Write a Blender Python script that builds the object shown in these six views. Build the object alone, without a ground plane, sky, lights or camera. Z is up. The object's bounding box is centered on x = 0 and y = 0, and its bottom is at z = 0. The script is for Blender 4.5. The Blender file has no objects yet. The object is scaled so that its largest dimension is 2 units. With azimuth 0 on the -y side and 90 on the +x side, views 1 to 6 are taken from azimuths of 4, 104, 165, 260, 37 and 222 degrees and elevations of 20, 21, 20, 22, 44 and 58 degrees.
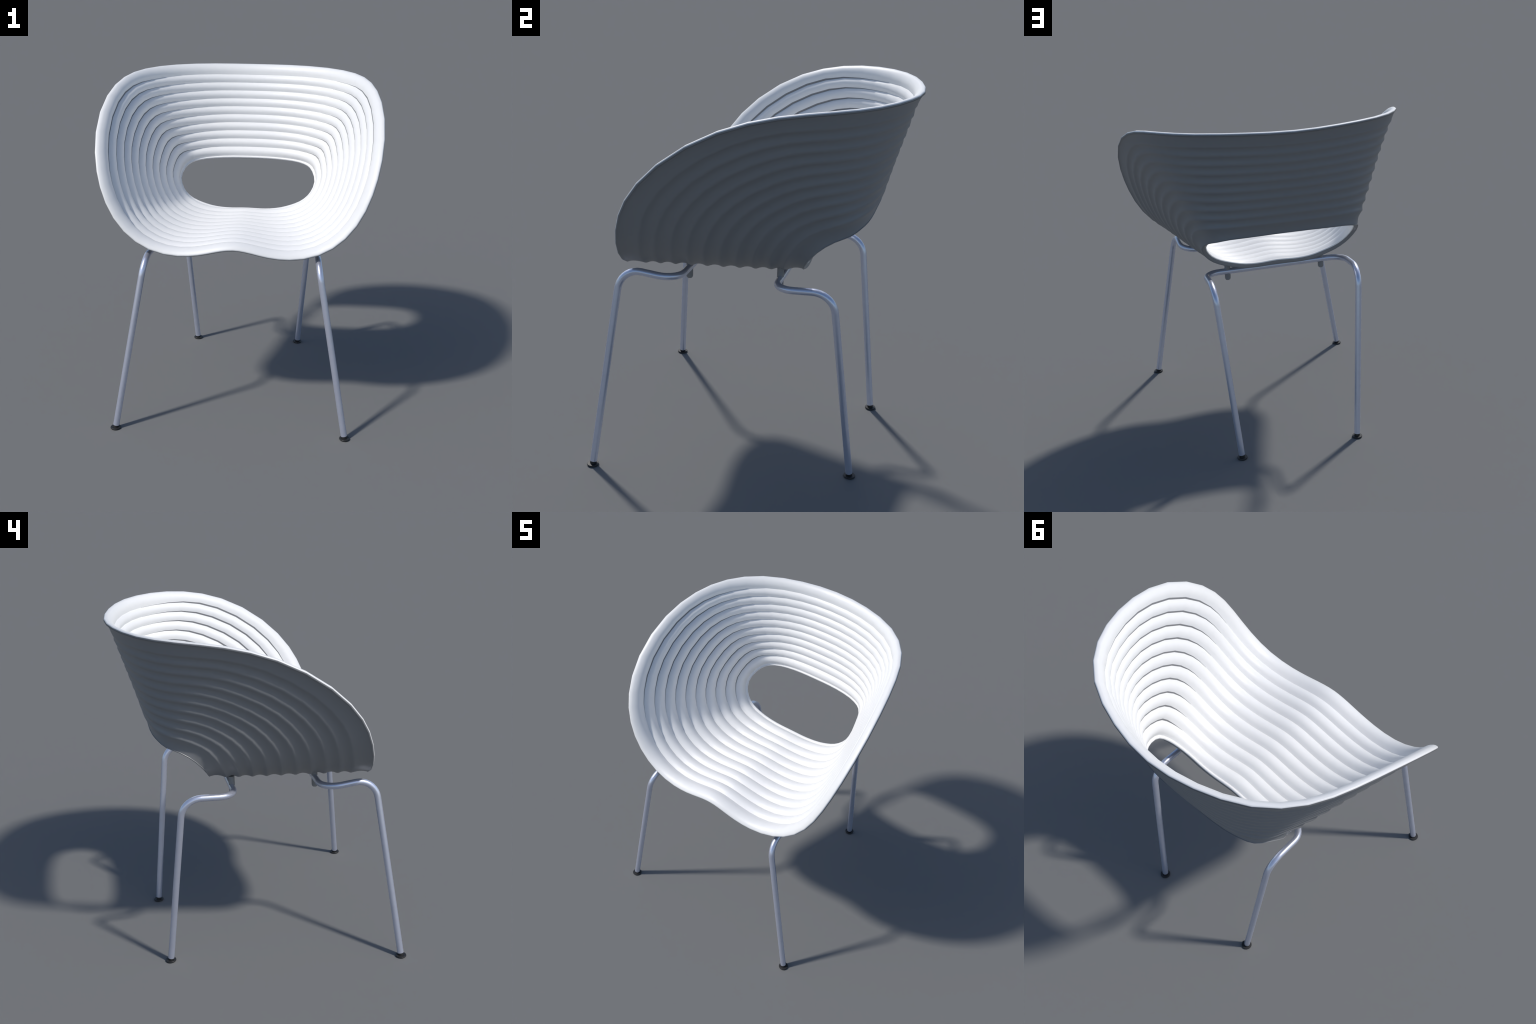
"""Stacking armchair: one-piece ribbed white plastic shell with an oval opening in
the back, carried by two bent steel tube frames on black foot glides."""
import bpy
import math
import numpy as np

# ------------------------------------------------------------------ materials
def principled(name):
    mat = bpy.data.materials.new(name)
    mat.use_nodes = True
    nt = mat.node_tree
    bsdf = nt.nodes["Principled BSDF"]
    return mat, nt, bsdf


def plain_material(name, colour, rough, metallic=0.0, spec=0.5, grain=0.0, grain_scale=60.0, bump=0.0):
    """Principled surface whose colour and roughness carry a faint procedural grain."""
    mat, nt, bsdf = principled(name)
    coord = nt.nodes.new("ShaderNodeTexCoord")
    noise = nt.nodes.new("ShaderNodeTexNoise")
    noise.inputs["Scale"].default_value = grain_scale
    noise.inputs["Detail"].default_value = 4.0
    nt.links.new(coord.outputs["Object"], noise.inputs["Vector"])
    ramp = nt.nodes.new("ShaderNodeValToRGB")
    lo = [max(0.0, c * (1.0 - grain)) for c in colour]
    hi = [min(1.0, c * (1.0 + grain)) for c in colour]
    ramp.color_ramp.elements[0].position = 0.3
    ramp.color_ramp.elements[1].position = 0.7
    ramp.color_ramp.elements[0].color = (*lo, 1)
    ramp.color_ramp.elements[1].color = (*hi, 1)
    nt.links.new(noise.outputs["Fac"], ramp.inputs["Fac"])
    nt.links.new(ramp.outputs["Color"], bsdf.inputs["Base Color"])
    bsdf.inputs["Roughness"].default_value = rough
    bsdf.inputs["Metallic"].default_value = metallic
    bsdf.inputs["Specular IOR Level"].default_value = spec
    if bump > 0.0:
        b = nt.nodes.new("ShaderNodeBump")
        b.inputs["Strength"].default_value = bump
        b.inputs["Distance"].default_value = 0.001
        nt.links.new(noise.outputs["Fac"], b.inputs["Height"])
        nt.links.new(b.outputs["Normal"], bsdf.inputs["Normal"])
    return mat


MAT_SHELL = plain_material("white_plastic", (0.81, 0.81, 0.81), 0.46, spec=0.55, grain=0.006, grain_scale=40)
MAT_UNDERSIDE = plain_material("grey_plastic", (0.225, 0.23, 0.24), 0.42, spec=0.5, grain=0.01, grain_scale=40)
MAT_STEEL = plain_material("satin_steel", (0.69, 0.725, 0.86), 0.30, metallic=0.72, grain=0.02, grain_scale=25)
MAT_RUBBER = plain_material("black_rubber", (0.018, 0.018, 0.019), 0.50, spec=0.5, grain=0.05)
MAT_BOLT = plain_material("grey_bolt", (0.28, 0.28, 0.285), 0.45, spec=0.4, grain=0.03)

# ------------------------------------------------------------------ helpers
def new_object(name, verts, faces, mat, parent=None, smooth_angle=math.radians(38)):
    mesh = bpy.data.meshes.new(name)
    mesh.from_pydata([tuple(map(float, v)) for v in verts], [], faces)
    mesh.validate()
    mesh.update()
    mesh.materials.append(mat)
    mesh.shade_smooth()
    mesh.set_sharp_from_angle(angle=smooth_angle)
    obj = bpy.data.objects.new(name, mesh)
    bpy.context.scene.collection.objects.link(obj)
    if parent is not None:
        obj.parent = parent
    return obj


def unit(v):
    v = np.asarray(v, float)
    return v / np.maximum(np.linalg.norm(v, axis=-1, keepdims=True), 1e-12)


def mirrored_spline(knots, values, s, parity):
    """Cubic spline on [0, 1] that continues as a mirror image at both ends
    (parity -1: odd, for x; +1: even, for y and z)."""
    x = np.concatenate([-knots[1:][::-1], knots, 2 - knots[:-1][::-1]])
    y = np.concatenate([parity * values[1:][::-1], values, parity * values[:-1][::-1]])
    n = len(x)
    h = np.diff(x)
    a = np.eye(n)
    b = np.zeros(n)
    for i in range(1, n - 1):
        a[i, i - 1], a[i, i], a[i, i + 1] = h[i - 1], 2 * (h[i - 1] + h[i]), h[i]
        b[i] = 6 * ((y[i + 1] - y[i]) / h[i] - (y[i] - y[i - 1]) / h[i - 1])
    m = np.linalg.solve(a, b)
    k = np.clip(np.searchsorted(x, s, side="right") - 1, 0, n - 2)
    hh = h[k]
    p, q = (x[k + 1] - s) / hh, (s - x[k]) / hh
    return p * y[k] + q * y[k + 1] + ((p ** 3 - p) * m[k] + (q ** 3 - q) * m[k + 1]) * hh * hh / 6


# ------------------------------------------------------------------ chair root
chair = bpy.data.objects.new("armchair", None)
bpy.context.scene.collection.objects.link(chair)
chair["label"] = "white ribbed plastic shell armchair on bent steel tube legs"
chair["category"] = "chair"

# ------------------------------------------------------------------ seat shell
# Ring curves of the shell, each given for its right half from the middle of the back
# (s = 0) round the arm to the middle of the seat front (s = 1).
STATION_KNOTS = np.array([0, .1, .2, .27, .34, .42, .5, .58, .66, .74, .82, .88, .94, 1.])
RIM = [(0, .754, 1.993), (.289, .708, 1.997), (.555, .581, 1.996), (.692, .427, 1.989), (.773, .240, 1.968),
       (.824, .019, 1.909), (.845, -.188, 1.804), (.834, -.369, 1.655), (.787, -.501, 1.470), (.689, -.568, 1.269),
       (.515, -.601, 1.120), (.346, -.618, 1.080), (.172, -.627, 1.096), (0, -.628, 1.127)]
GROOVE_1 = [(0, .696, 1.929), (.268, .661, 1.932), (.512, .547, 1.930), (.638, .411, 1.923), (.712, .246, 1.911),
            (.759, .051, 1.859), (.777, -.133, 1.761), (.768, -.291, 1.629), (.728, -.410, 1.461),
            (.643, -.468, 1.277), (.487, -.501, 1.142), (.333, -.517, 1.105), (.167, -.524, 1.122), (0, -.524, 1.148)]
GROOVE_4 = [(0, .654, 1.775), (.234, .628, 1.775), (.451, .541, 1.770), (.561, .436, 1.766), (.623, .310, 1.755),
            (.664, .162, 1.711), (.680, .017, 1.633), (.674, -.100, 1.535), (.641, -.197, 1.402),
            (.572, -.250, 1.257), (.446, -.274, 1.147), (.318, -.284, 1.112), (.162, -.291, 1.119), (0, -.294, 1.140)]
GROOVE_7 = [(0, .610, 1.620), (.196, .598, 1.618), (.380, .542, 1.610), (.478, .468, 1.604), (.536, .385, 1.596),
            (.567, .272, 1.564), (.581, .165, 1.502), (.580, .084, 1.431), (.554, .013, 1.328),
            (.491, -.025, 1.220), (.387, -.040, 1.142), (.285, -.045, 1.113), (.147, -.052, 1.112), (0, -.057, 1.126)]
GROOVE_10 = [(0, .569, 1.460), (.153, .564, 1.458), (.301, .541, 1.452), (.386, .509, 1.443), (.438, .467, 1.435),
             (.469, .395, 1.413), (.481, .317, 1.370), (.483, .268, 1.320), (.455, .223, 1.246),
             (.396, .193, 1.180), (.313, .184, 1.135), (.235, .182, 1.117), (.122, .174, 1.113), (0, .166, 1.121)]
OPENING = [(0, .550, 1.386), (.133, .550, 1.384), (.266, .540, 1.377), (.340, .523, 1.369), (.391, .499, 1.356),
           (.426, .448, 1.337), (.448, .390, 1.301), (.446, .345, 1.258), (.412, .307, 1.203), (.351, .285, 1.159),
           (.276, .277, 1.132), (.208, .275, 1.115), (.109, .271, 1.107), (0, .267, 1.110)]
# mesh stations: coarser on the back and the arms, closer at the front corners
STATIONS = np.array([0, .044, .088, .133, .180, .224, .265, .306, .347, .391, .438, .492, .547, .595, .636, .669,
                     .703, .736, .769, .800, .830, .861, .889, .911, .930, .947, .962, .976, .988, 1.0])
N_GROOVES = 10
THICK = 0.0225         # wall thickness, thinner at the rim and round the opening
RIM_THICK = 0.018
GROOVE_SINK = 0.0075   # groove floors lie this far behind the traced groove edges
OPENING_THICK = 0.024
RIB_SAG = 0.225        # rib height inside, as a share of the rib width
OUTER_SAG = 0.115      # the same for the corrugation outside
SUB = 10               # faces across one rib
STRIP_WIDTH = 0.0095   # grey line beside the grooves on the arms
EDGE_R = 0.008         # rounding of the rim and of the opening's edge


def ring(ctrl, s):
    c = np.array(ctrl, float)
    return np.stack([mirrored_spline(STATION_KNOTS, c[:, i], s, -1 if i == 0 else 1) for i in range(3)], 1)


def shell_base(s):
    """Function c -> points: the shell without ribs; c = 0 rim, 1..10 grooves, 11 opening."""
    rim, opening = ring(RIM, s), ring(OPENING, s)
    keys = {1: ring(GROOVE_1, s), 4: ring(GROOVE_4, s), 7: ring(GROOVE_7, s), 10: ring(GROOVE_10, s)}
    # the rim curve runs in the middle of the wall: move it to the inner face
    d = 1e-3
    for k, nxt in ((1, keys[4]), (4, keys[7]), (7, keys[10]), (10, opening)):
        ctrl = {1: GROOVE_1, 4: GROOVE_4, 7: GROOVE_7, 10: GROOVE_10}[k]
        n_k = unit(np.cross(nxt - keys[k], ring(ctrl, s + d) - ring(ctrl, s - d)))
        keys[k] = keys[k] - n_k * GROOVE_SINK
    along = ring(RIM, s + d) - ring(RIM, s - d)
    rim = rim + unit(np.cross(keys[1] - rim, along)) * RIM_THICK * 0.5

    def at(c):
        if c <= 1:
            return rim + (keys[1] - rim) * c
        if c >= 10:
            return keys[10] + (opening - keys[10]) * (c - 10)
        out = 0
        for a, pa in keys.items():
            w = 1.0
            for b in keys:
                if b != a:
                    w *= (c - b) / (a - b)
            out = out + w * pa
        return out
    return at


def rib_height(c, sag):
    """Relief over the base surface as (height, slope) per unit of rib width."""
    k = int(min(math.floor(c), 10))
    u = c - k
    if k == 0:                                   # the rim band is a little flatter than the ribs
        sag *= 0.92 if sag == RIB_SAG else 0.75
    if k < 10:
        return sag * 4 * u * (1 - u), sag * 4 * (1 - 2 * u)
    lip = 0.80                                   # last rib ends in a short turned-in lip
    if u < lip:
        v = u / lip
        return lip * sag * 4 * v * (1 - v), sag * 4 * (1 - 2 * v)
    v = (u - lip) / (1 - lip)
    return sag * 0.40 * v, sag * 2.0


def wall(c):
    def ease(x):
        x = min(max(x, 0.0), 1.0)
        return x * x * (3 - 2 * x)
    t = RIM_THICK + (THICK - RIM_THICK) * ease(c / 0.8)
    return t + (OPENING_THICK - THICK) * ease((c - 10.3) / 0.7)


def build_shell():
    half = STATIONS
    eps = 1e-3
    full_s = np.concatenate([half, 2 - half[1:-1][::-1]])      # walk once round the ring
    side = np.where(full_s > 1, -1.0, 1.0)
    s_abs = np.where(full_s > 1, 2 - full_s, full_s)

    def mirror(p):
        q = p.copy()
        q[:, 0] *= side
        return q

    at0, atm, atp = shell_base(s_abs), shell_base(s_abs - eps), shell_base(s_abs + eps)

    def frame(c):
        """Base point, inward normal, cross-rib unit vector and its length per unit c."""
        lo, hi = max(c - eps, 0.0), min(c + eps, 11.0)
        if 0 < c < 1:
            lo, hi = 0.0, 1.0
        if c > 10:
            lo, hi = 10.0, 11.0
        dc = (at0(hi) - at0(lo)) / (hi - lo)
        ds = (atp(c) - atm(c)) / (2 * eps)
        n = unit(np.cross(dc, ds))
        t = unit(np.cross(unit(ds), n))
        t *= np.sign(np.sum(t * dc, 1))[:, None]
        return at0(c), n, t, np.sum(dc * t, 1)[:, None]

    inner, outer = [], []
    cs = []
    for k in range(11):
        for j in range(SUB):
            cs.append((k + j / SUB, j == 0 and k > 0))
        if k == 10:
            cs.append((11.0, False))
    trim = EDGE_R
    for c, is_groove in cs:
        # keep the rounded rim and opening edges inside their ring curves
        p, n, t, w = frame(c)
        if c == 0.0:
            p = p + t * (trim - 0.003)
        elif c == 11.0:
            p = p - t * trim
        width = np.linalg.norm(at0(min(math.floor(c), 10) + 1.0) - at0(float(min(math.floor(c), 10))), axis=1)[:, None]
        h, slope = rib_height(c if c < 11.0 else 10.9999, RIB_SAG)
        q = p + n * h * width
        inner.append(q)
        if c == 0.0 or c == 11.0:
            end = (q, unit(n - t * slope * width / np.maximum(w, 1e-6)))
            if c == 0.0:
                first = end
            else:
                last = (q, p - n * wall(c), t)
        if c >= 10:                                            # shallow relief next to the opening
            u = c - 10
            h, slope = OUTER_SAG * 3 * u * (1 - u), 0.0
        else:
            h, slope = rib_height(c, OUTER_SAG)
        nd = unit(n - t * slope * width / np.maximum(w, 1e-6))
        q = p + n * h * width
        if is_groove:                                          # wall wraps round the crease outside
            _, sl0 = rib_height(c - 1e-6, OUTER_SAG)
            n0 = unit(n - t * sl0 * width / np.maximum(w, 1e-6))
            for f in (0.0, 0.25, 0.5, 0.75, 1.0):
                outer.append(q - unit(n0 * (1 - f) + nd * f) * wall(c))
        else:
            outer.append(q - nd * wall(c))

    # On the arms the inner faces beside every groove are coloured dark grey: a narrow
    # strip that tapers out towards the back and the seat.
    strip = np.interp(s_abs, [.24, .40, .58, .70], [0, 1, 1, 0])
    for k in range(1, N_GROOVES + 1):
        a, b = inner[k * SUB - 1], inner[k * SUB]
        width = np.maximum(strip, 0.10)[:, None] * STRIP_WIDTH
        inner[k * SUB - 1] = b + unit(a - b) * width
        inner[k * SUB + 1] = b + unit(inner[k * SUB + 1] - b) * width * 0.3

    def cap(q, nd, direction, thick, r):
        """Square edge with both corners rounded, from the inner to the outer face."""
        pts = []
        for depth, angles in ((r, np.linspace(0, math.pi / 2, 5)[1:]),
                              (thick - r, np.linspace(math.pi / 2, math.pi, 5)[:-1])):
            for ang in angles:
                pts.append(q - nd * (depth - r * math.cos(ang)) + direction * r * math.sin(ang))
        return pts

    def along(q_from, q_to, nd):
        d = q_to - q_from
        d = d - nd * np.sum(d * nd, 1)[:, None]
        return unit(d)

    rim_cap = cap(first[0], first[1], along(inner[1], inner[0], first[1]), RIM_THICK, EDGE_R)
    gap = last[0] - last[1]
    hole_cap = cap(last[0], unit(gap), last[2], np.linalg.norm(gap, axis=1)[:, None], EDGE_R)
    profile = inner + hole_cap + outer[::-1] + rim_cap[::-1]   # closed section
    rows = [mirror(r) for r in profile]
    n_around, n_prof = len(full_s), len(rows)
    verts = np.concatenate(rows)
    faces, grey = [], []
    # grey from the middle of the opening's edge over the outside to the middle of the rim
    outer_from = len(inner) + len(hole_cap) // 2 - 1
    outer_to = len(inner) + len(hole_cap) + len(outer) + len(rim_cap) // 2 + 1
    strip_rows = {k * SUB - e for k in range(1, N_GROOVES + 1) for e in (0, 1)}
    for i in range(n_prof):
        i2 = (i + 1) % n_prof
        for j in range(n_around):
            j2 = (j + 1) % n_around
            faces.append((i * n_around + j, i2 * n_around + j, i2 * n_around + j2, i * n_around + j2))
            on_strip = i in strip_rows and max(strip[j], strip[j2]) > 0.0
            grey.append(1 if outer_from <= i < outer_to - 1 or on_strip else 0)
    shell = new_object("seat_shell", verts, faces, MAT_SHELL, chair, math.radians(36))
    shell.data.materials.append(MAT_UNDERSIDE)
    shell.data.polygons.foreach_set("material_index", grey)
    return shell


build_shell()

# ------------------------------------------------------------------ steel tube frames
FRAME_X = -0.0097      # the frames sit a hair left of the shell's middle
TUBE_R = 0.0187
FRAMES = {             # foot on the floor, knee and bend as sharp corners, fillet radii
    "front": dict(foot=(.6895, -.7275, 0), knee=(.4986, -.6313, 1.0669), bend=(.4906, -.3323, 1.0381), r=(.1115, .1089)),
    "back": dict(foot=(.3680, .5945, 0), knee=(.4428, .4518, 1.0608), bend=(.4435, .1531, 1.0410), r=(.1133, .0962)),
}


def fillet(a, b, c, r, n=10):
    u, w = unit(a - b), unit(c - b)
    ang = math.acos(float(np.clip(u @ w, -1, 1)))
    d = r / math.tan(ang / 2)
    ctr = b + unit(u + w) * math.hypot(d, r)
    e0, e1 = b + u * d - ctr, b + w * d - ctr
    om = math.acos(float(np.clip(e0 @ e1 / (r * r), -1, 1)))
    return [ctr + (math.sin((1 - t) * om) * e0 + math.sin(t * om) * e1) / math.sin(om) for t in np.linspace(0, 1, n)]


def tube(path, radius, sides=20):
    """Sweep a circle along a path with parallel-transported frames; open ends capped."""
    path = [np.asarray(p, float) for p in path]
    tang = [unit(path[min(i + 1, len(path) - 1)] - path[max(i - 1, 0)]) for i in range(len(path))]
    ref = np.array([0.0, 1.0, 0.0]) if abs(tang[0][1]) < 0.9 else np.array([0.0, 0.0, 1.0])
    nrm = unit(np.cross(tang[0], ref))
    verts, faces = [], []
    for i, p in enumerate(path):
        nrm = unit(nrm - tang[i] * (nrm @ tang[i]))
        bi = np.cross(tang[i], nrm)
        for k in range(sides):
            a = 2 * math.pi * k / sides
            verts.append(p + radius * (math.cos(a) * nrm + math.sin(a) * bi))
    for i in range(len(path) - 1):
        for k in range(sides):
            k2 = (k + 1) % sides
            faces.append((i * sides + k, i * sides + k2, (i + 1) * sides + k2, (i + 1) * sides + k))
    return verts, faces


def lathe(profile, axis, origin, sides=28):
    """Turn a (radius, height) profile about an axis."""
    axis = unit(axis)
    u = unit(np.cross(axis, (0.0, 1.0, 0.0)))
    v = np.cross(axis, u)
    verts, faces = [], []
    for r, h in profile:
        for k in range(sides):
            a = 2 * math.pi * k / sides
            verts.append(np.asarray(origin) + axis * h + r * (math.cos(a) * u + math.sin(a) * v))
    for i in range(len(profile) - 1):
        for k in range(sides):
            k2 = (k + 1) % sides
            faces.append((i * sides + k, i * sides + k2, (i + 1) * sides + k2, (i + 1) * sides + k))
    faces.append(tuple(range(sides))[::-1])
    faces.append(tuple((len(profile) - 1) * sides + k for k in range(sides)))
    return verts, faces


for which, f in FRAMES.items():
    foot, knee, bend = (np.array(f[k], float) for k in ("foot", "knee", "bend"))
    mid = np.array([0.0, bend[1], bend[2]])
    rk, rb = f["r"]
    axis = unit(knee - foot)
    half = [foot + axis * 0.021] + fillet(foot, knee, bend, rk) + fillet(knee, bend, mid, rb)
    bar_end = half[-1]
    for sx in (1, -1):
        m = np.array([sx, 1, 1.0])
        off = np.array([FRAME_X, 0, 0])
        v, fc = tube([p * m + off for p in half], TUBE_R)
        leg = new_object("leg", v, fc, MAT_STEEL, chair)
        # black glide: flat round plate with a collar that takes the tube end
        plate = [(.0285, 0), (.0308, .001), (.0312, .0035), (.0308, .006), (.0295, .0073), (.0165, .0078)]
        v, fc = lathe(plate, (0, 0, 1), foot * m + off)
        glide = new_object("foot_glide", v, fc, MAT_RUBBER, leg)
        v, fc = lathe([(.0166, .004), (.0166, .0235), (.010, .0235)], axis * m, foot * m + off)
        new_object("glide_collar", v, fc, MAT_RUBBER, leg)
    bar = [np.array([x, bend[1], bend[2]]) + off for x in np.linspace(bar_end[0], -bar_end[0], 6)]
    v, fc = tube(bar, TUBE_R)
    new_object("crossbar", v, fc, MAT_STEEL, chair)

# ------------------------------------------------------------------ bolts through the crossbars
for y, z_low in ((-.333, .976), (.151, .983)):
    for sx in (1, -1):
        x = sx * .2992 + FRAME_X
        r = .0176
        prof = [(.004, 0), (r * .70, .0025), (r * .93, .008), (r, .015), (r, .118 if y < 0 else .123)]
        v, fc = lathe(prof, (0, 0, 1), (x, y, z_low), 20)
        new_object("mounting_bolt", v, fc, MAT_BOLT, chair)
